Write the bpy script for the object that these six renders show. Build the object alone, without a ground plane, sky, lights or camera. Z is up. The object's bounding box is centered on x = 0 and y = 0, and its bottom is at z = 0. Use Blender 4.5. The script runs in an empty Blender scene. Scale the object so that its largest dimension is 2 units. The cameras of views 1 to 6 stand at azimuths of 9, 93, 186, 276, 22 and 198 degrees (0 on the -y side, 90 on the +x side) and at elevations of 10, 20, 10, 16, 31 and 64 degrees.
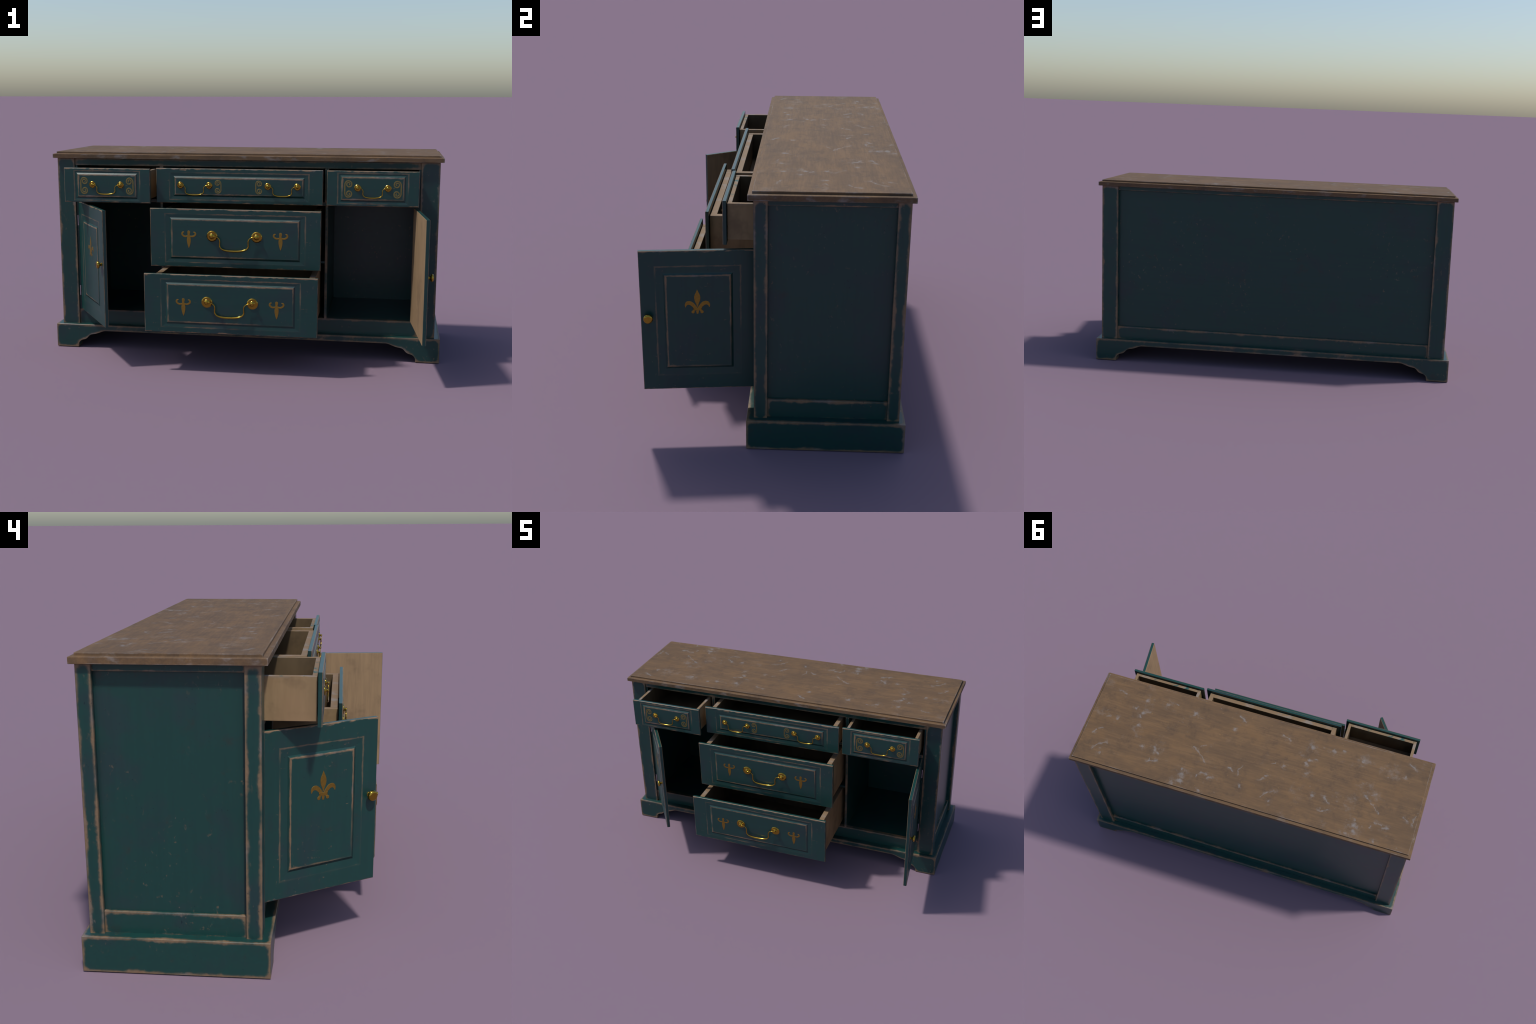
"""Painted farmhouse sideboard, doors ajar and drawers pulled out by different amounts."""
import bpy, bmesh, math
from mathutils import Vector, Matrix

# ------------------------------------------------------------------ node helper
class G:
    def __init__(s, name):
        s.m = bpy.data.materials.new(name); s.m.use_nodes = True
        s.t = s.m.node_tree; s.t.nodes.clear()
        s.out = s.t.nodes.new('ShaderNodeOutputMaterial')
        s.b = s.t.nodes.new('ShaderNodeBsdfPrincipled')
        s.t.links.new(s.b.outputs[0], s.out.inputs[0])
        s.tc = s.t.nodes.new('ShaderNodeTexCoord')
        s.obj = s.tc.outputs['Object']
    def put(s, sock, v):
        if isinstance(v, bpy.types.NodeSocket): s.t.links.new(v, sock)
        elif v is not None:
            if sock.type == 'RGBA' and len(v) == 3: v = (*v, 1)
            sock.default_value = v
    def math(s, op, a, b=None, c=None, clamp=False):
        n = s.t.nodes.new('ShaderNodeMath'); n.operation = op; n.use_clamp = clamp
        for i, v in enumerate((a, b, c)): s.put(n.inputs[i], v)
        return n.outputs[0]
    def add(s, a, b): return s.math('ADD', a, b)
    def mul(s, a, b): return s.math('MULTIPLY', a, b)
    def step(s, x, lo, hi, a=0., b=1.):
        n = s.t.nodes.new('ShaderNodeMapRange'); n.interpolation_type = 'SMOOTHSTEP'
        for i, v in enumerate((x, lo, hi, a, b)): s.put(n.inputs[i], v)
        return n.outputs[0]
    def mapv(s, scale, loc=(0, 0, 0), rot=(0, 0, 0), src=None):
        n = s.t.nodes.new('ShaderNodeMapping')
        s.put(n.inputs[0], src or s.obj); n.inputs['Scale'].default_value = scale
        n.inputs['Location'].default_value = loc; n.inputs['Rotation'].default_value = rot
        return n.outputs[0]
    def noise(s, scale, detail=3, rough=.55, vec=None, dist=0., col=False):
        n = s.t.nodes.new('ShaderNodeTexNoise')
        s.put(n.inputs['Vector'], vec or s.obj); n.inputs['Scale'].default_value = scale
        n.inputs['Detail'].default_value = detail; n.inputs['Roughness'].default_value = rough
        n.inputs['Distortion'].default_value = dist
        return n.outputs[1 if col else 0]
    def mix(s, f, a, b, mode='MIX'):
        n = s.t.nodes.new('ShaderNodeMix'); n.data_type = 'RGBA'; n.blend_type = mode
        s.put(n.inputs[0], f); s.put(n.inputs[6], a); s.put(n.inputs[7], b)
        return n.outputs[2]
    def xyz(s, v=None):
        n = s.t.nodes.new('ShaderNodeSeparateXYZ'); s.put(n.inputs[0], v or s.obj)
        return n.outputs
    def prop(s, name):
        n = s.t.nodes.new('ShaderNodeAttribute'); n.attribute_type = 'OBJECT'
        n.attribute_name = '["%s"]' % name
        return n.outputs['Fac']
    def edge(s, dist=.012):
        """0 on a flat, up to 1 at a convex edge, from the thickness under the surface."""
        n = s.t.nodes.new('ShaderNodeAmbientOcclusion'); n.inside = True; n.only_local = True
        n.samples = 12; n.inputs['Distance'].default_value = dist
        return s.math('MULTIPLY', s.math('SUBTRACT', 1., n.outputs['AO']), 2., clamp=True)
    def crease(s, dist=.03):
        n = s.t.nodes.new('ShaderNodeAmbientOcclusion'); n.inside = False; n.only_local = False
        n.samples = 8; n.inputs['Distance'].default_value = dist
        return n.outputs['AO']
    def bump(s, h, strength, dist=.001):
        n = s.t.nodes.new('ShaderNodeBump'); n.inputs['Strength'].default_value = strength
        n.inputs['Distance'].default_value = dist; s.put(n.inputs['Height'], h)
        s.t.links.new(n.outputs[0], s.b.inputs['Normal'])
    def set(s, **kw):
        for k, v in kw.items(): s.put(s.b.inputs[k.replace('_', ' ')], v)
        return s.m

TEAL, SLATE = (.0070, .044, .038), (.0130, .037, .0385)
TAN, LILAC = (.215, .134, .074), (.185, .152, .138)

def paint(name, edges=True, front=False, grain='x', reach=.022, amount=0.):
    """Teal paint rubbed through to wood. reach: how far from a convex edge the loss can spread."""
    g = G(name)
    tone = g.mix(g.step(g.noise(6, 4, .6), .48, .70), TEAL, SLATE)
    stain = g.step(g.noise(16, 4, .65, g.mapv((1, 1, 1), (3, 1, 7))), .60, .76, 0, .5)
    tone = g.mix(stain, tone, (.030, .026, .022))
    st = {'x': (3, 60, 60), 'z': (60, 60, 3)}[grain]
    streak = g.noise(1, 4, .6, g.mapv(st))
    tone = g.mix(g.step(streak, .3, .75, 0, .22), tone, (.003, .026, .027))
    big = g.math('SUBTRACT', g.noise(11, 2, .5), .5)
    rag = g.math('SUBTRACT', g.noise(60, 3, .6), .5)
    x, y, z = g.xyz()
    if edges and not front:
        e = g.edge(reach)
        wear = g.step(g.add(e, g.add(g.mul(big, 1.4), g.mul(rag, .7))), .46 - amount, .74 - amount, 0, .85)
        wear = g.math('MAXIMUM', wear, g.step(g.add(e, g.mul(big, .35)), .78 - amount, 1.0 - amount, 0, .9))
    if front:
        # elongated patches follow the edges of drawer fronts and doors
        lx = g.math('SUBTRACT', g.noise(1, 3, .6, g.mapv((16, 16, 60))), .5)
        lz = g.math('SUBTRACT', g.noise(1, 3, .6, g.mapv((60, 60, 14), (3, 3, 3))), .5)
        gate = g.noise(4.5, 2, .5, g.mapv((1, 1, 1), (2, 7, 5)))
        facing = g.math('LESS_THAN', y, .0027)
        hx = g.math('SUBTRACT', g.prop('slab_x'), g.math('ABSOLUTE', x))
        top = g.math('SUBTRACT', g.prop('slab_top'), z); bot = g.math('SUBTRACT', z, g.prop('slab_bottom'))
        def near(d, w): return g.math('SUBTRACT', 1., g.math('DIVIDE', g.math('ABSOLUTE', d), w), clamp=True)
        def rub(b, n, lo, hi, a=1.): return g.step(g.add(b, g.add(g.mul(n, 1.6), g.mul(rag, .5))), lo, hi, 0, a)
        wear = g.math('MAXIMUM', rub(near(top, .0135), g.mul(lx, 1.8), .54, .92, .88), rub(near(bot, .011), g.mul(lx, 1.7), .58, .98, .8))
        wear = g.math('MAXIMUM', wear, rub(near(hx, .0065), lz, .55, 1.0, .8))
        thin = g.math('MAXIMUM', g.math('MAXIMUM', near(top, .003), near(bot, .003)), near(hx, .003))
        wear = g.math('MAXIMUM', wear, g.step(g.add(thin, g.mul(big, .9)), .45, 1.0, 0, .7))
        def rect(px, pz):
            dx = g.math('SUBTRACT', g.math('ABSOLUTE', x), g.prop(px))
            dz = g.math('SUBTRACT', g.math('ABSOLUTE', z), g.prop(pz))
            return g.math('MAXIMUM', dx, dz), g.math('GREATER_THAN', dx, dz)
        fd, fvert = rect('field_x', 'field_z'); md, mvert = rect('mould_x', 'mould_z')
        def band(d, vert, w, lo, hi, a, lo_gate, hi_gate):
            n = g.math('MULTIPLY_ADD', vert, g.math('SUBTRACT', lz, lx), lx)
            b = near(d, w)
            r = g.mul(rub(b, n, lo, hi, a), g.step(b, .0, .35))
            return g.mul(r, g.step(gate, lo_gate, hi_gate, .08, 1))
        wear = g.math('MAXIMUM', wear, band(fd, fvert, .0080, .36, .95, .85, .38, .54))
        wear = g.math('MAXIMUM', wear, band(md, mvert, .0072, .34, 1.0, .55, .45, .57))
        wear = g.mul(wear, facing)
        # rounding of the panel bevel and easing of the shallow moulding, in metres
        ramp = g.math('DIVIDE', g.math('SUBTRACT', fd, .001), .0085, clamp=True)
        relief_h = g.mul(g.mul(ramp, -.0046 if grain == 'z' else -.0034), facing)
    # small chips gathered in loose clusters
    cl = g.step(g.noise(4.6, 2, .5, g.mapv((1, 1, 1), (5, 2, 9))), .46, .62)
    chip = g.step(g.noise(62, 3, .6, g.mapv((1, 1, .75), (1, 4, 2))), .61, .76)
    chips = g.mul(g.mul(cl, chip), .42)
    wear = g.math('MAXIMUM', wear, chips) if (edges or front) else chips
    bare = g.mix(g.step(g.noise(9, 2, .5, g.mapv((1, 1, 1), (9, 9, 1))), .52, .68, 0, .8), TAN, LILAC)
    bare = g.mix(g.step(g.noise(90, 3), .35, .7, 0, .45), bare, (.15, .085, .045))
    col = g.mix(wear, tone, bare)
    # tiny dark nicks beside the worn edges
    nick = g.mul(g.step(g.noise(120, 1), .70, .76), g.step(g.noise(12, 1), .5, .6))
    col = g.mix(g.mul(nick, .8), col, (.002, .014, .02))
    h = g.add(g.mul(streak, .00018), g.mul(wear, -.00028))
    if front: h = g.add(h, relief_h)
    g.bump(h, 1., 1.)
    return g.set(Base_Color=col, Roughness=g.add(.33, g.mul(wear, .2)), **{'Specular_IOR_Level': .45})

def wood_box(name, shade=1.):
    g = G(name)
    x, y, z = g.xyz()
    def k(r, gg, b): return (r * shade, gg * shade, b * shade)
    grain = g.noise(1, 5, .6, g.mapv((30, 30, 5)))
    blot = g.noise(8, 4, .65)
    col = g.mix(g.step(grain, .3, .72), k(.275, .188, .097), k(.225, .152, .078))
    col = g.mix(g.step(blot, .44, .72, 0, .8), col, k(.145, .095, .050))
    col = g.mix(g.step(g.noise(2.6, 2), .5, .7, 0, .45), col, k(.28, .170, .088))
    if shade == 1.:
        nrm = g.t.nodes.new('ShaderNodeNewGeometry')
        up = g.xyz(nrm.outputs['Normal'])[2]
        rim = g.mul(g.math('GREATER_THAN', up, .6), g.math('GREATER_THAN', z, -.006))
        rimcol = g.mix(g.step(g.noise(11, 3), .50, .66), (.200, .132, .074), (.215, .178, .150))
        teal = g.mul(g.step(g.noise(20, 3, .6), .53, .66), g.prop('rim_paint'))
        rimcol = g.mix(teal, rimcol, (.012, .075, .07))
        lip = g.mul(g.step(z, -.010, -.001, 0, .5), g.step(g.noise(14, 3), .4, .6))
        col = g.mix(lip, col, (.23, .19, .155))
        col = g.mix(rim, col, rimcol)
    g.bump(grain, .2, .001)
    return g.set(Base_Color=col, Roughness=.65, **{'Specular_IOR_Level': .3})

def wood_veneer():
    g = G('door_lining_wood')
    grain = g.noise(1, 5, .65, g.mapv((45, 45, 4)))
    blot = g.noise(9, 4, .65)
    col = g.mix(g.step(grain, .3, .7), (.30, .20, .108), (.235, .157, .086))
    col = g.mix(g.step(blot, .48, .75, 0, .6), col, (.16, .105, .06))
    g.bump(grain, .12, .001)
    return g.set(Base_Color=col, Roughness=.65, **{'Specular_IOR_Level': .3})

# paint splashes on the top: start, end, half width (metres); they recur every metre along the top
SPLASH = [(.695, .021, .695, .026, .010), (.744, .092, .737, .094, .006), (.694, .108, .678, .106, .0065),
          (.678, .106, .652, .092, .0025), (.708, .125, .698, .137, .005), (.570, .015, .575, .012, .009),
          (.526, -.006, .518, -.004, .004), (.402, .018, .402, .028, .0075), (.147, -.040, .107, -.014, .0032),
          (.122, -.026, .107, -.014, .0045), (.153, .044, .153, .050, .004), (.879, .003, .850, .010, .003),
          (.840, .014, .829, .021, .0055), (.818, .185, .818, .189, .006), (.884, .192, .865, .180, .002),
          (.690, .190, .680, .188, .007), (.885, .405, .864, .373, .0025), (.864, .373, .823, .346, .003),
          (.826, .346, .818, .349, .0055), (.834, .417, .834, .420, .0055), (.552, .294, .540, .311, .0065),
          (.540, .311, .520, .326, .0028), (.521, .325, .518, .327, .006), (.555, .388, .508, .368, .0042),
          (.553, .366, .553, .388, .0022), (.338, .222, .302, .248, .0038), (.302, .248, .239, .304, .0024),
          (.302, .210, .276, .196, .0022), (.348, .410, .338, .414, .013), (.345, .445, .335, .450, .009),
          (.386, .471, .378, .473, .008), (.353, .372, .353, .378, .005), (.248, .365, .226, .362, .005),
          (.226, .362, .209, .367, .0035), (.266, .398, .262, .384, .003), (.202, .382, .166, .373, .005),
          (.103, .285, .080, .301, .0038), (.046, .318, .050, .280, .003), (.050, .280, .040, .258, .0022),
          (.015, .374, .014, .386, .006), (.226, .470, .222, .472, .006), (.900, .276, .880, .268, .003),
          (.922, .312, .905, .290, .004), (.620, .310, .614, .312, .006)]

def tabletop_wood():
    g = G('worn_tabletop_wood')
    x, y, z = g.xyz()
    grain = g.noise(1, 6, .65, g.mapv((9, 110, 110)))
    band = g.noise(1, 5, .65, g.mapv((3.2, 17, 17)))
    col = g.mix(g.step(band, .34, .66), (.152, .090, .045), (.112, .068, .037))
    col = g.mix(g.step(grain, .36, .68, 0, .5), col, (.080, .051, .031))
    col = g.mix(g.step(g.noise(5, 5, .65, g.mapv((1, 1.6, 1), (4, 4, 4))), .48, .68, 0, .4), col, (.172, .097, .043))
    col = g.mix(g.step(g.noise(13, 6, .72), .48, .72, 0, .65), col, (.070, .046, .030))
    col = g.mix(g.step(g.noise(70, 2), .70, .78, 0, .5), col, (.22, .13, .05))
    # splashes
    warp = g.t.nodes.new('ShaderNodeVectorMath'); warp.operation = 'MULTIPLY_ADD'
    g.put(warp.inputs[0], g.noise(48, 4, .6, col=True)); warp.inputs[1].default_value = (.026,) * 3
    comb = g.t.nodes.new('ShaderNodeCombineXYZ')
    g.put(comb.inputs[0], g.math('FRACT', g.add(x, 2.))); g.put(comb.inputs[1], y); comb.inputs[2].default_value = 0
    g.put(warp.inputs[2], comb.outputs[0])
    wx, wy, wz = g.xyz(warp.outputs[0])
    wx = g.math('SUBTRACT', wx, .013); wy = g.math('SUBTRACT', wy, .013)
    splash = None
    for x0, y0, x1, y1, w in SPLASH:
        dx, dy = x1 - x0, y1 - y0; ll = dx * dx + dy * dy
        # each splash leans (imperceptibly) on the one before, so the shader evaluates them one by one
        lx = x0 if splash is None else g.math('MULTIPLY_ADD', splash, 1e-6, x0)
        ly = y0 if splash is None else g.math('MULTIPLY_ADD', splash, 1e-6, y0)
        px, py = g.math('SUBTRACT', wx, lx), g.math('SUBTRACT', wy, ly)
        t = g.math('DIVIDE', g.math('MULTIPLY_ADD', px, dx, g.mul(py, dy)), ll, clamp=True)
        ex = g.math('SUBTRACT', px, g.mul(t, dx)); ey = g.math('SUBTRACT', py, g.mul(t, dy))
        d = g.math('SQRT', g.math('MULTIPLY_ADD', ex, ex, g.mul(ey, ey)))
        f = g.math('DIVIDE', d, w)
        splash = f if splash is None else g.math('MINIMUM', splash, f)
    halo = g.mul(g.step(splash, 5.5, 1., 0, 1), g.step(g.noise(30, 5, .7), .46, .70))
    splash = g.step(splash, 1.75, .2)
    up = g.math('GREATER_THAN', z, 1.0225)
    splash = g.mul(g.mul(splash, up), g.step(g.noise(55, 4, .65), .30, .62, .2, 1))
    cloud = g.noise(9, 6, .72, g.mapv((1, 1, 1), (8, 3, 2)))
    soft = g.mul(g.step(cloud, .55, .74), g.step(g.noise(3.1, 2, .5, g.mapv((1, 1, 1), (1, 7, 2))), .42, .62))
    fine = g.mul(g.step(g.noise(34, 4, .6, g.mapv((1, 1.3, 1), (2, 5, 1))), .63, .76), g.step(cloud, .45, .62))
    col = g.mix(g.mul(soft, .45), col, (.180, .158, .145))
    col = g.mix(g.mul(fine, .45), col, (.190, .175, .168))
    halo = g.mul(halo, up)
    col = g.mix(g.mul(halo, .5), col, (.185, .170, .160))
    col = g.mix(g.mul(splash, .54), col, (.205, .197, .195))
    # rubbed edges
    e = g.edge(.009)
    rag = g.add(g.mul(g.math('SUBTRACT', g.noise(9, 3), .5), 1.7), g.mul(g.math('SUBTRACT', g.noise(60, 2), .5), .6))
    wear = g.step(g.add(e, rag), .72, 1.1, 0, .7)
    side = g.mul(g.math('LESS_THAN', z, 1.0215), g.step(g.noise(10, 4, .6, g.mapv((1, 1, 2), (2, 2, 2))), .52, .70, 0, .55))
    col = g.mix(g.math('MAXIMUM', wear, side), col, (.235, .215, .205))
    col = g.mix(g.step(e, .5, 1., 0, .15), col, (.20, .13, .075))
    g.bump(g.add(grain, g.mul(splash, .3)), .15, .0012)
    return g.set(Base_Color=col, Roughness=.72, **{'Specular_IOR_Level': .22})

def metal(name, col, rough):
    g = G(name)
    c = g.mix(g.step(g.noise(60, 3), .4, .8, 0, .35), col, tuple(v * .6 for v in col))
    return g.set(Base_Color=c, Metallic=1., Roughness=rough)

def gilt(name, col, metallic, rough):
    g = G(name)
    c = g.mix(g.step(g.noise(120, 3), .45, .75, 0, .5), col, tuple(v * .6 for v in col))
    return g.set(Base_Color=c, Metallic=metallic, Roughness=rough)

M_BOARD_V = paint('distressed_teal_paint_upright', grain='z', amount=0.)
M_RAIL = paint('distressed_teal_paint_face_rail', grain='x', amount=-.10)
M_SLIM = paint('distressed_teal_paint_slim_rail', grain='x', reach=.010, amount=-.02)
M_THIN = paint('distressed_teal_paint_divider', grain='z', reach=.011, amount=.05)
M_BOARD_H = paint('distressed_teal_paint_rail', grain='x', amount=-.02)
M_PANEL_V = paint('teal_paint_panel_upright', edges=False, grain='z')
M_PANEL_H = paint('teal_paint_panel_flat', edges=False, grain='x')
M_FRONT = paint('distressed_teal_paint_front', front=True, grain='x')
M_DOOR = paint('distressed_teal_paint_door', front=True, grain='z')
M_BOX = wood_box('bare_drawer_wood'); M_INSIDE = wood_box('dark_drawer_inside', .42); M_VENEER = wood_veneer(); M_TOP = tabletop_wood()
M_BRASS = metal('polished_brass', (.38, .248, .038), .15)
M_STEEL = metal('bright_steel', (.55, .50, .56), .35)
M_GILT = gilt('gold_leaf', (.30, .182, .037), .9, .45)
M_FADED = gilt('faded_gold_leaf', (.20, .160, .055), .7, .45)

# ------------------------------------------------------------------ mesh helpers
COL = bpy.context.scene.collection
def make(name, bm, mat, parent=None, smooth=None, origin=None):
    bmesh.ops.recalc_face_normals(bm, faces=bm.faces)
    if origin is not None: bmesh.ops.translate(bm, verts=bm.verts, vec=-Vector(origin))
    me = bpy.data.meshes.new(name); bm.to_mesh(me); bm.free()
    me.materials.append(mat)
    if smooth is not None:
        me.shade_smooth(); me.set_sharp_from_angle(angle=math.radians(smooth))
    ob = bpy.data.objects.new(name, me); COL.objects.link(ob)
    if origin is not None: ob.location = origin
    ob.parent = parent
    return ob

def add_box(bm, x, y, z, bevel=.0015):
    vs = bmesh.ops.create_cube(bm, size=1)['verts']
    for v in vs:
        v.co = Vector((x[0] if v.co.x < 0 else x[1], y[0] if v.co.y < 0 else y[1], z[0] if v.co.z < 0 else z[1]))
    if bevel:
        es = {e for v in vs for e in v.link_edges}
        bmesh.ops.bevel(bm, geom=list(es), offset=bevel, segments=1, affect='EDGES', profile=.5)

def board(name, x, y, z, mat, parent, bevel=.0015):
    bm = bmesh.new(); add_box(bm, x, y, z, bevel)
    return make(name, bm, mat, parent)

def loft_rects(bm, loops, cap=(True, True)):
    """Rectangles (x0,x1,z0,z1,y) joined one to the next."""
    rings = []
    for x0, x1, z0, z1, y in loops:
        rings.append([bm.verts.new(p) for p in ((x0, y, z0), (x1, y, z0), (x1, y, z1), (x0, y, z1))])
    for a, b in zip(rings, rings[1:]):
        for i in range(4): bm.faces.new((a[i], a[(i + 1) % 4], b[(i + 1) % 4], b[i]))
    if cap[0]: bm.faces.new(rings[0][::-1])
    if cap[1]: bm.faces.new(rings[-1])

def catmull(pts, n=10, closed=False):
    P = [Vector(p) for p in pts]; out = []
    m = len(P)
    for i in range(m if closed else m - 1):
        g = (lambda k: P[k % m]) if closed else (lambda k: P[max(0, min(m - 1, k))])
        p0, p1, p2, p3 = g(i - 1), g(i), g(i + 1), g(i + 2)
        for k in range(n):
            t = k / n
            out.append(.5 * ((2 * p1) + (p2 - p0) * t + (2 * p0 - 5 * p1 + 4 * p2 - p3) * t * t + (3 * p1 - p0 - 3 * p2 + p3) * t ** 3))
    if not closed: out.append(P[-1])
    return out

def lathe(bm, prof, seg=32, centre=(0, 0, 0)):
    """Profile (radius, height) turned about the -y axis."""
    rings = []
    for r, h in prof:
        if r < 1e-6: rings.append([bm.verts.new((centre[0], centre[1] - h, centre[2]))])
        else: rings.append([bm.verts.new((centre[0] + r * math.cos(2 * math.pi * i / seg), centre[1] - h,
                                          centre[2] + r * math.sin(2 * math.pi * i / seg))) for i in range(seg)])
    for a, b in zip(rings, rings[1:]):
        for i in range(seg):
            j = (i + 1) % seg
            if len(a) == 1: bm.faces.new((a[0], b[i], b[j]))
            elif len(b) == 1: bm.faces.new((a[i], a[j], b[0]))
            else: bm.faces.new((a[i], a[j], b[j], b[i]))

def tube(bm, path, radii, seg=20):
    rings = []
    for i, p in enumerate(path):
        t = (path[min(i + 1, len(path) - 1)] - path[max(i - 1, 0)]).normalized()
        n = Vector((0, 1, 0)); n = (n - t * n.dot(t)).normalized(); b = t.cross(n)
        rings.append([bm.verts.new(p + (n * math.cos(2 * math.pi * k / seg) + b * math.sin(2 * math.pi * k / seg)) * radii[i]) for k in range(seg)])
    for a, b in zip(rings, rings[1:]):
        for i in range(seg):
            j = (i + 1) % seg; bm.faces.new((a[i], a[j], b[j], b[i]))
    bm.faces.new(rings[0][::-1]); bm.faces.new(rings[-1])

def relief(bm, outline, height, chamfer=.0006):
    """Flat shape (x,z outline) standing proud of y=0 toward -y, edges chamfered."""
    n = len(outline)
    area = sum(outline[i][0] * outline[(i + 1) % n][1] - outline[(i + 1) % n][0] * outline[i][1] for i in range(n))
    if area < 0: outline = outline[::-1]
    def ring(y, inset):
        r = []
        for i in range(n):
            p, a, b = Vector(outline[i]), Vector(outline[i - 1]), Vector(outline[(i + 1) % n])
            d = (b - a); d = d.normalized() if d.length > 1e-9 else Vector((1, 0))
            q = p + Vector((-d.y, d.x)) * inset
            r.append(bm.verts.new((q.x, y, q.y)))
        return r
    R = [ring(.0005, 0), ring(-height + chamfer, 0), ring(-height, chamfer)]
    for a, b in zip(R, R[1:]):
        for i in range(n): bm.faces.new((a[i], a[(i + 1) % n], b[(i + 1) % n], b[i]))
    f = bm.faces.new(R[-1])
    bmesh.ops.triangulate(bm, faces=[f])

def ribbon(bm, pts, widths, height, n=8, chamfer=.0006):
    """Flat strap along a curve (x,z), half width given per point, standing proud of y=0."""
    c = catmull(pts, n); w = catmull([(v, 0) for v in widths], n); rings = []
    for i, p in enumerate(c):
        d = (c[min(i + 1, len(c) - 1)] - c[max(i - 1, 0)]).normalized(); m = Vector((-d.y, d.x)); k = max(w[i].x, .0004)
        k2 = max(k - chamfer, .0002)
        rings.append([bm.verts.new((p.x + m.x * o, y, p.y + m.y * o)) for o, y in
                      ((-k, .0005), (-k, -height + chamfer), (-k2, -height), (k2, -height), (k, -height + chamfer), (k, .0005))])
    for q, r in zip(rings, rings[1:]):
        for i in range(6): bm.faces.new((q[i], q[(i + 1) % 6], r[(i + 1) % 6], r[i]))
    bm.faces.new(rings[0][::-1]); bm.faces.new(rings[-1])

def circle(cx, cz, r, n=16): return [(cx + r * math.cos(2 * math.pi * k / n), cz + r * math.sin(2 * math.pi * k / n)) for k in range(n)]

# ------------------------------------------------------------------ the thing
side = bpy.data.objects.new('sideboard', None); COL.objects.link(side)
side['label'] = 'distressed teal sideboard with wooden top, open doors and drawers'
side['category'] = 'sideboard'

# --- carcass sizes
W, YF, YB = .973, -.073, .487            # half width and depth of the corner posts
IN = .882                                # inner edge of the posts on the front
Z0, Z1 = .123, 1.0
FY = -.0635                              # face frame
OX = .8715                               # half width of the openings

# --- table top: slab, sloping ledge, raised field
bm = bmesh.new()
def top_ring(x, ya, yb, z): return [bm.verts.new(p) for p in ((-x, ya, z), (x, ya, z), (x, yb, z), (-x, yb, z))]
rings = [top_ring(.9885, -.0915, .5, Z1), top_ring(.9902, -.0932, .5017, Z1 + .0012), top_ring(.9902, -.0932, .5017, 1.0205),
         top_ring(.9888, -.0918, .5003, 1.0218), top_ring(.9742, -.0772, .4857, 1.0238), top_ring(.9742, -.0772, .4857, 1.0318),
         top_ring(.9728, -.0758, .4843, 1.0328)]
for a, b in zip(rings, rings[1:]):
    for i in range(4): bm.faces.new((a[i], a[(i + 1) % 4], b[(i + 1) % 4], b[i]))
bm.faces.new(rings[0][::-1]); bm.faces.new(rings[-1])
make('tabletop', bm, M_TOP, side)

# --- corner posts
for sx in (-1, 1):
    xs = sorted((sx * IN, sx * W))
    board('corner_post', xs, (YF, -.0215), (Z0 - .01, Z1 - .001), M_BOARD_V, side)
    board('corner_post', xs, (.4385, YB), (Z0 - .01, Z1 - .001), M_BOARD_V, side)
    # side frame rails and sunken panel
    xr = sorted((sx * .93, sx * .961)); xp = sorted((sx * .925, sx * .949))
    board('side_rail', xr, (-.0235, .4405), (.975, Z1 + .0005), M_SLIM, side)
    board('side_rail', xr, (-.0235, .4405), (Z0 - .01, .1972), M_BOARD_H, side)
    board('side_panel', xp, (-.025, .442), (.19, .98), M_PANEL_V, side, 0)
# --- back
board('back_rail', (-.8835, .8835), (.44, .475), (.9768, Z1 + .0005), M_SLIM, side)
board('back_rail', (-.8835, .8835), (.44, .475), (Z0 - .01, .1935), M_BOARD_H, side)
board('back_panel', (-.8845, .8845), (.432, .463), (.185, .985), M_PANEL_H, side, 0)
# --- face frame
board('face_rail', (-.8835, .8835), (FY, -.04), (.962, Z1 - .001), M_RAIL, side)
board('face_rail', (-.8835, .8835), (FY, -.04), (Z0 - .01, .1993), M_RAIL, side)
for sx in (-1, 1):
    board('face_stile', sorted((sx * OX, sx * .8835)), (FY + .001, -.04), (.1993, .962), M_PANEL_V, side, .0008)
    board('upper_divider', sorted((sx * .413, sx * .4325)), (FY, .432), (.794, .962), M_THIN, side)
    board('lower_divider', sorted((sx * .4175, sx * .431)), (FY, .432), (.1985, .777), M_THIN, side)
    board('interior_wall', sorted((sx * (OX + .0005), sx * .9255)), (-.041, .432), (.1993, .985), M_PANEL_V, side, 0)
board('mid_shelf', (-OX - .0002, OX + .0002), (FY, .4322), (.777, .794), M_THIN, side)
board('drawer_shelf', (-.4173, .4173), (FY, .4322), (.4835, .4955), M_PANEL_H, side)
board('floor_board', (-.8835, .8835), (-.041, .4322), (.18, .1982), M_PANEL_H, side, 0)
board('underside_board', (-.95, .95), (-.05, .45), (.094, .112), M_PANEL_H, side, 0)

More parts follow.
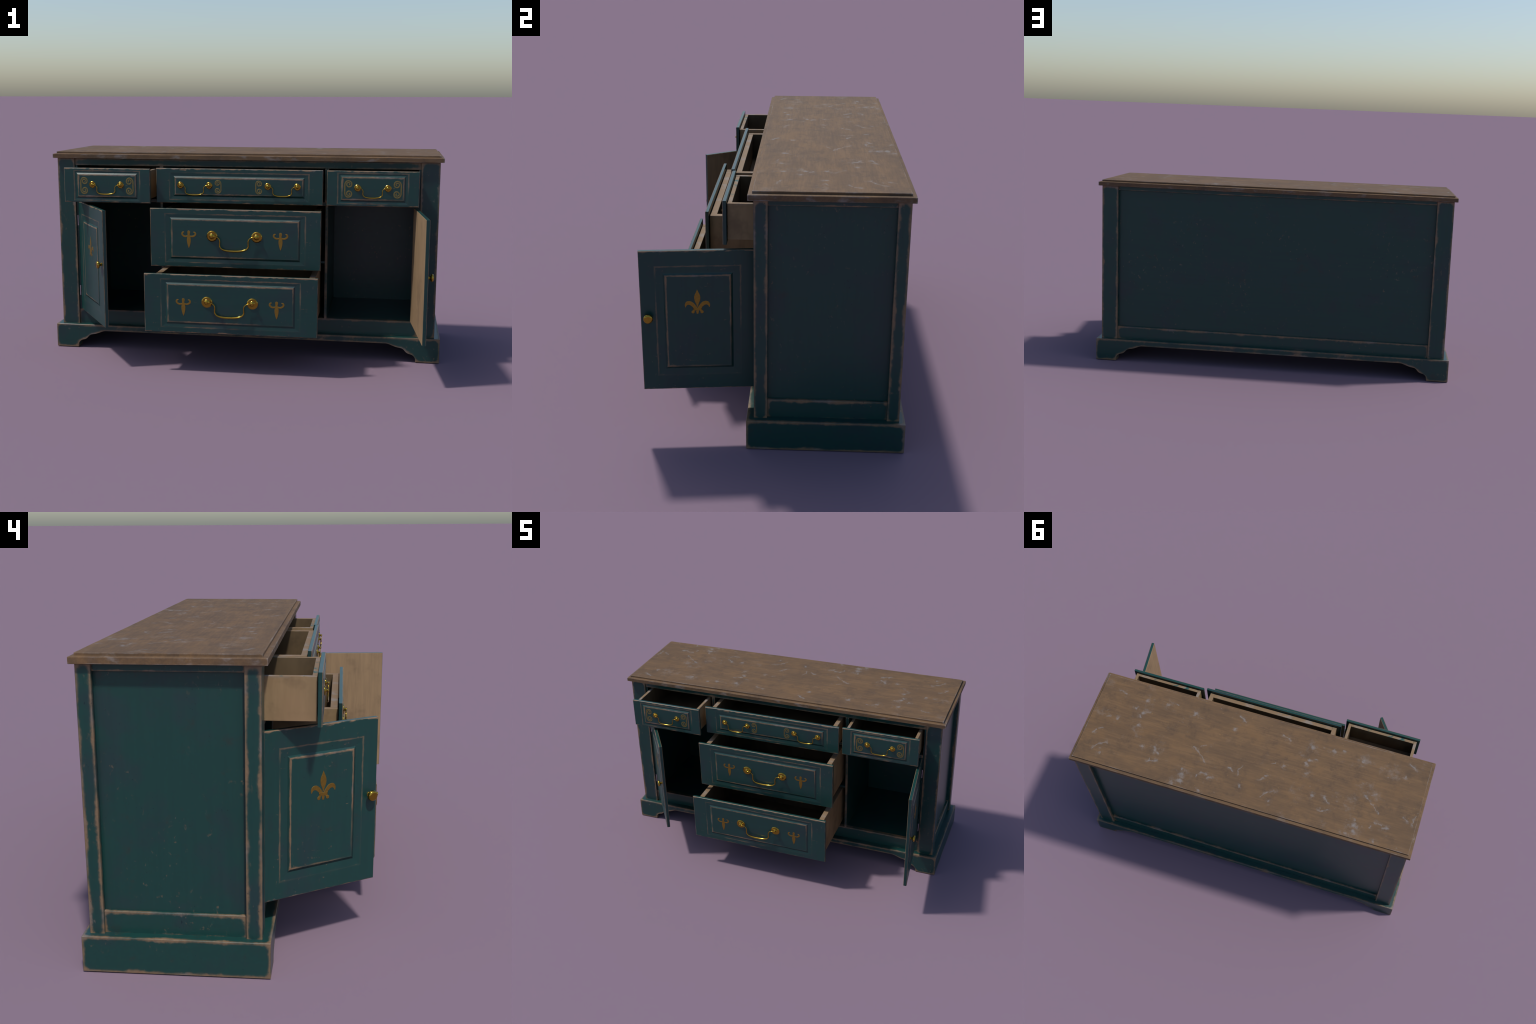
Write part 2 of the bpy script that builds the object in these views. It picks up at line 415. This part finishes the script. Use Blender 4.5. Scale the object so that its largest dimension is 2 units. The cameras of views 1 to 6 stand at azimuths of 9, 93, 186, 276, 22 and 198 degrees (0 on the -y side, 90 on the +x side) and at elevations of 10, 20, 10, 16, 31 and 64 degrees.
# --- plinth: shaped apron front and back, plain ends
curve = [(-.8825, 0), (-.8812, .0161), (-.8755, .0280), (-.8640, .0375), (-.8490, .0415), (-.8390, .0460), (-.8315, .0525),
         (-.8250, .0600), (-.8178, .0662), (-.8071, .0703), (-.7885, .0735), (-.7672, .0805), (-.7485, .0880), (-.7352, .0912)]
arch = [tuple(p) for p in catmull(curve, 4)]
def solid(fn):
    bm = bmesh.new(); fn(bm); ob = make('cutter', bm, M_BOARD_H); return ob
def prism(bm, outline, ya, yb):
    fr = [bm.verts.new((x, ya, z)) for x, z in outline]; bk = [bm.verts.new((x, yb, z)) for x, z in outline]
    for i in range(len(outline)):
        j = (i + 1) % len(outline); bm.faces.new((fr[i], fr[j], bk[j], bk[i]))
    bm.faces.new(fr[::-1]); bm.faces.new(bk)
plinth = board('plinth', (-1., 1.), (-.1015, .509), (0, .1230), M_BOARD_H, side, 0)
hollow = solid(lambda bm: add_box(bm, (-.944, .944), (-.046, .4535), (-.1, .2), 0))
tunnel = solid(lambda bm: prism(bm, [(-.8825, -.05)] + arch + [(-x, z) for x, z in arch[::-1]] + [(.8825, -.05)], -.3, .7))
for cutter in (hollow, tunnel):
    mod = plinth.modifiers.new('cut', 'BOOLEAN'); mod.object = cutter; mod.operation = 'DIFFERENCE'; mod.solver = 'EXACT'
mod = plinth.modifiers.new('arris', 'BEVEL'); mod.width = .0013; mod.segments = 1; mod.limit_method = 'ANGLE'; mod.angle_limit = math.radians(50)
me = bpy.data.meshes.new_from_object(plinth.evaluated_get(bpy.context.evaluated_depsgraph_get()))
plinth.modifiers.clear(); plinth.data = me
for cutter in (hollow, tunnel): bpy.data.objects.remove(cutter)

# ------------------------------------------------------------------ fittings
def handle_mesh(half, drop, s, name):
    """Pair of turned rosettes with a swan-neck bail between them; origin midway at rosette height."""
    bm = bmesh.new()
    rose = [(.0262, 0), (.0264, .0018), (.0225, .0046), (.0135, .0046), (.0120, .0062), (.0095, .0078), (.0062, .0086),
            (.0056, .0100), (.0072, .0108), (.0078, .0128), (.0078, .0158), (.0066, .0174), (.0040, .0180), (0, .0181)]
    rose = [(r * s, h * (.55 + .45 * s)) for r, h in rose]
    for sx in (-1, 1): lathe(bm, rose, 32, (sx * half, 0, 0))
    k = half / .109
    leg = [(-.1065, 0), (-.0930, .0005), (-.0810, -.0035), (-.0722, -.0120), (-.0690, -.0235), (-.0697, -.0370), (-.0690, -.0480),
           (-.0610, -.0585), (-.0470, -.0650), (-.0250, -.0688), (0, -.0697)]
    rad = [.0024, .0026, .0027, .0028, .0030, .0033, .0037, .0041, .0046, .0050, .0051]
    pts = [(x * k, -z * 0 - .0132 * (.55 + .45 * s), z * drop / .0697) for x, z in leg]
    pts = pts + [(-x, y, z) for x, y, z in pts[-2::-1]]
    rr = rad + rad[-2::-1]
    path = catmull(pts, 6); rads = [v.x * (s * .92 + .08) for v in catmull([(r, 0, 0) for r in rr], 6)]
    tube(bm, path, rads)
    ob = make(name, bm, M_BRASS, smooth=24)
    me = ob.data; bpy.data.objects.remove(ob)
    return me

H_LARGE = handle_mesh(.1093, .0697, 1.0, 'large_handle')
H_SMALL = handle_mesh(.0722, .0465, .63, 'small_handle')

def place(name, me, parent, loc):
    ob = bpy.data.objects.new(name, me); COL.objects.link(ob); ob.parent = parent; ob.location = loc
    if 'ornament' in name: ob.scale.y = .5
    return ob

def gem_mesh(builder, name, mat):
    bm = bmesh.new(); builder(bm)
    ob = make(name, bm, mat); me = ob.data; bpy.data.objects.remove(ob)
    return me

def fleur(bm):
    petal = [(0, .0515), (.0045, .0405), (.0098, .0290), (.0116, .0190), (.0104, .0075), (.0065, -.0030), (.0034, -.0110), (.0022, -.0190)]
    out = [tuple(p) for p in catmull(petal, 5)]
    relief(bm, out + [(-x, z) for x, z in out[:0:-1]], .0016)
    for sx in (-1, 1):
        pts = [(.0050 * sx, -.0265), (.0140 * sx, -.0150), (.0250 * sx, -.0050), (.0360 * sx, -.0035), (.0435 * sx, -.0105), (.0455 * sx, -.0215)]
        ribbon(bm, pts, [.0050, .0066, .0076, .0074, .0048, .0006], .0013 + .0001 * sx)
        relief(bm, circle(.0170 * sx, -.0405, .0062), .0018 + .0001 * sx)
        ribbon(bm, [(.0060 * sx, -.0260), (.0115 * sx, -.0320), (.0165 * sx, -.0395)], [.0050, .0048, .0035], .0009 + .0001 * sx)
    relief(bm, [(-.0175, -.0225), (.0175, -.0225), (.0145, -.0275), (.0160, -.0325), (-.0160, -.0325), (-.0145, -.0275)], .0020)
    ribbon(bm, [(0, -.0300), (0, -.0380), (0, -.0480)], [.0040, .0052, .0030], .0016)

def dart(bm):
    knob = [(0, .0425), (.0050, .0405), (.0070, .0350), (.0060, .0295), (.0048, .0255), (.0056, .0195), (.0070, .0140), (.0088, .0060),
            (.0098, -.0020), (.0090, -.0130), (.0062, -.0270), (.0030, -.0370), (0, -.0440)]
    out = [tuple(p) for p in catmull(knob, 4)]
    relief(bm, out + [(-x, z) for x, z in out[-2:0:-1]], .0016)
    for sx in (-1, 1):
        pts = [(.0040 * sx, .0160), (.0130 * sx, .0135), (.0225 * sx, .0145), (.0305 * sx, .0200), (.0330 * sx, .0275), (.0295 * sx, .0335), (.0225 * sx, .0350)]
        ribbon(bm, pts, [.0030, .0036, .0040, .0042, .0042, .0034, .0010], .0012 + .0001 * sx)

def scroll(bm):
    """C scroll, spine on the left, both ends wound inward."""
    for sz in (1, -1):
        arc = [(-.0149, 0), (-.0151, .0120), (-.0145, .0235), (-.0105, .0330), (-.0035, .0383), (.0060, .0388), (.0145, .0340), (.0182, .0245),
               (.0155, .0150), (.0070, .0102), (-.0020, .0132), (-.0062, .0215), (-.0030, .0288), (.0045, .0305), (.0095, .0262), (.0080, .0212), (.0045, .0205)]
        pts = [(px, pz * sz) for px, pz in arc]; wid = [.0031] * 11 + [.0028, .0026, .0025, .0024, .0024, .0026]
        ribbon(bm, pts, wid, .0010 + .0001 * sz)

FLEUR = gem_mesh(fleur, 'fleur_ornament', M_GILT)
DART = gem_mesh(dart, 'dart_ornament', M_GILT)
SCROLL = gem_mesh(scroll, 'scroll_ornament', M_FADED)
bm = bmesh.new()
lathe(bm, [(.0095, 0), (.0095, .0012), (.0070, .0030), (.0066, .0090), (.0085, .0115), (.0150, .0135), (.0182, .0165), (.0186, .0200),
           (.0176, .0240), (.0155, .0262), (.0120, .0272), (0, .0276)], 40)
ob = make('knob', bm, M_BRASS, smooth=50); KNOB = ob.data; bpy.data.objects.remove(ob)

def fielded_front(name, hw, z0, z1, cz, fx, fz, mx, mz, t, mat, parent, loc, cx=0.):
    """Slab with a sunk moulding and raised field. Local origin at the field centre, face at y=0, back at +t."""
    a, b = z0 - cz, z1 - cz
    l, r = -hw - cx, hw - cx
    loops = [(l + .001, r - .001, a + .001, b - .001, t), (l, r, a, b, t - .001), (l, r, a, b, .0026),
             (l + .0014, r - .0014, a + .0014, b - .0014, .0008), (l + .0030, r - .0030, a + .0030, b - .0030, 0),
             (-mx, mx, -mz, mz, 0), (-fx, fx, -fz, fz, .0014), (-fx + .0085, fx - .0085, -fz + .0090, fz - .0090, -.0012)]
    bm = bmesh.new(); loft_rects(bm, loops)
    ob = make(name, bm, mat, parent); ob.location = loc
    ob['field_x'], ob['field_z'], ob['mould_x'], ob['mould_z'] = fx - .0095, fz - .0105, mx, mz
    ob['slab_x'], ob['slab_top'], ob['slab_bottom'] = hw, b, a
    return ob

# ------------------------------------------------------------------ drawers
FT, GAP = .0152, .0022
def drawer(cx, hw, z0, z1, yf, cz, fx, fz, mx, mz, box_hw, wall, box_z, rim, back):
    """Box is the drawer itself; front, handles and ornaments hang on it. Local origin: middle of the face."""
    y0 = yf + FT + GAP
    org = Vector((cx, y0, box_z[1]))
    bm = bmesh.new(); h = box_z[1] - box_z[0]; d = back
    b = .0011
    add_box(bm, (-box_hw, -box_hw + wall), (0, d), (-h, 0), b)
    add_box(bm, (box_hw - wall, box_hw), (0, d), (-h, 0), b)
    add_box(bm, (-box_hw + wall, box_hw - wall), (.0006, wall), (-h + .001, -.0008), b)
    add_box(bm, (-box_hw + wall, box_hw - wall), (d - wall, d - .0006), (-h + .001, -.0008), b)
    add_box(bm, (-box_hw + wall - .003, box_hw - wall + .003), (wall - .003, d - wall + .003), (-h + .006, -h + .016), 0)
    add_box(bm, (-box_hw * .8, box_hw * .8), (-GAP - .001, .003), (-h * .7, -h * .4), 0)   # glue block behind the front
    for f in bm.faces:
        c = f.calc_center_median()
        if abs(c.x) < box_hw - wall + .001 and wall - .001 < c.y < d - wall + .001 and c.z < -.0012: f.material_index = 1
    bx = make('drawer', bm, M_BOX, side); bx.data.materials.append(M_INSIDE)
    bx.location = org; bx['rim_paint'] = rim
    fr = fielded_front('drawer_front', hw, z0, z1, cz, fx, fz, mx, mz, FT, M_FRONT, bx, (0, -FT - GAP, cz - box_z[1]))
    return bx, lambda x, z: (x, -FT - GAP - .0012, z - box_z[1])

SMALL = dict(hw=.2198, z0=.7938, z1=.9638, fx=.156, fz=.0632, mx=.1675, mz=.0735, box_hw=.2035, wall=.0168, box_z=(.8085, .9495), back=.43)
for cx, yf, cz, rim in ((-.652, -.2505, .8772, 1.), (.652, -.1942, .8788, 1.)):
    bx, at = drawer(cx, yf=yf, cz=cz, rim=rim, **SMALL)
    place('handle', H_SMALL, bx, at(-.0015 if cx < 0 else 0, .8822))
    s = place('scroll_ornament', SCROLL, bx, at(-.1185, .8765)); 
    s = place('scroll_ornament', SCROLL, bx, at(.1195, .8770)); s.scale = (-1, .5, 1)
bx, at = drawer(0, .4138, .7934, .9646, -.2010, .8772, .3258, .0503, .3462, .0668, .389, .0245, (.8085, .9440), .15, .43)
for sx in (-1, 1):
    place('handle', H_SMALL, bx, at(sx * .2178, .8821))
    s = place('scroll_ornament', SCROLL, bx, at(sx * .0993, .8762)); s.scale = (.86 * sx, .5, .79)
for yf, z0, z1, cz, fx, fz, mx, mz, bz, hz, dz, back in (
        (-.3135, .4936, .7796, .635, .3183, .1012, .3425, .1185, (.513, .7545), .6491, .6312, .45),
        (-.4425, .1972, .4824, .341, .3105, .1010, .3345, .1165, (.217, .4585), .3521, .3250, .46)):
    bx, at = drawer(0, .4168, z0, z1, yf, cz, fx, fz, mx, mz, .3925, .0285, bz, .05, back)
    place('handle', H_LARGE, bx, at(0, hz))
    for sx in (-1, 1): place('dart_ornament', DART, bx, at(sx * .2243, dz))

# ------------------------------------------------------------------ doors (hung on barrel hinges)
DT = .0172
def door(sx, angle):
    """Local frame: hinge edge at x=0, face toward -y when shut."""
    w, cz, cxl = .4405, .4888, .2202
    piv = Vector((sx * .8695, -.0685, 0))
    hw = w / 2
    fr = fielded_front('door', hw, .2015, .7768, cz, .1312, .1982, .1607, .2258, DT, M_DOOR, side, (0, 0, 0))
    # the slab is built about its own centre; hang it from the hinge edge
    rot = Matrix.Rotation(math.radians(angle), 4, 'Z')
    off = Matrix.Translation((-sx * cxl, 0, cz))
    fr.matrix_world = Matrix.Translation(piv) @ rot @ off
    lin = board('door_lining', (-hw + .0010, hw - .0010), (DT - .0006, DT + .0014), (.2015 - cz + .001, .7768 - cz - .001), M_VENEER, fr, .0005)
    place('fleur_ornament', FLEUR, fr, (-sx * .004, -.0012, .5697 - cz))
    place('knob', KNOB, fr, (-sx * (.411 - cxl), .0002, .5113 - cz))
    return fr
door(-1, -55.5); door(1, 96.1)

for sx in (-1, 1):
    for za, zb in ((.6485, .7025), (.2750, .3280)):
        bm = bmesh.new()
        bmesh.ops.create_cone(bm, cap_ends=True, segments=16, radius1=.0034, radius2=.0034, depth=zb - za,
                              matrix=Matrix.Translation((sx * .8745, -.0662, (za + zb) / 2)))
        add_box(bm, sorted((sx * .8712, sx * .8785)), (-.0650, -.0630), (za + .001, zb - .001), .0003)
        make('hinge', bm, M_STEEL, side, smooth=40)
bpy.context.view_layer.update()
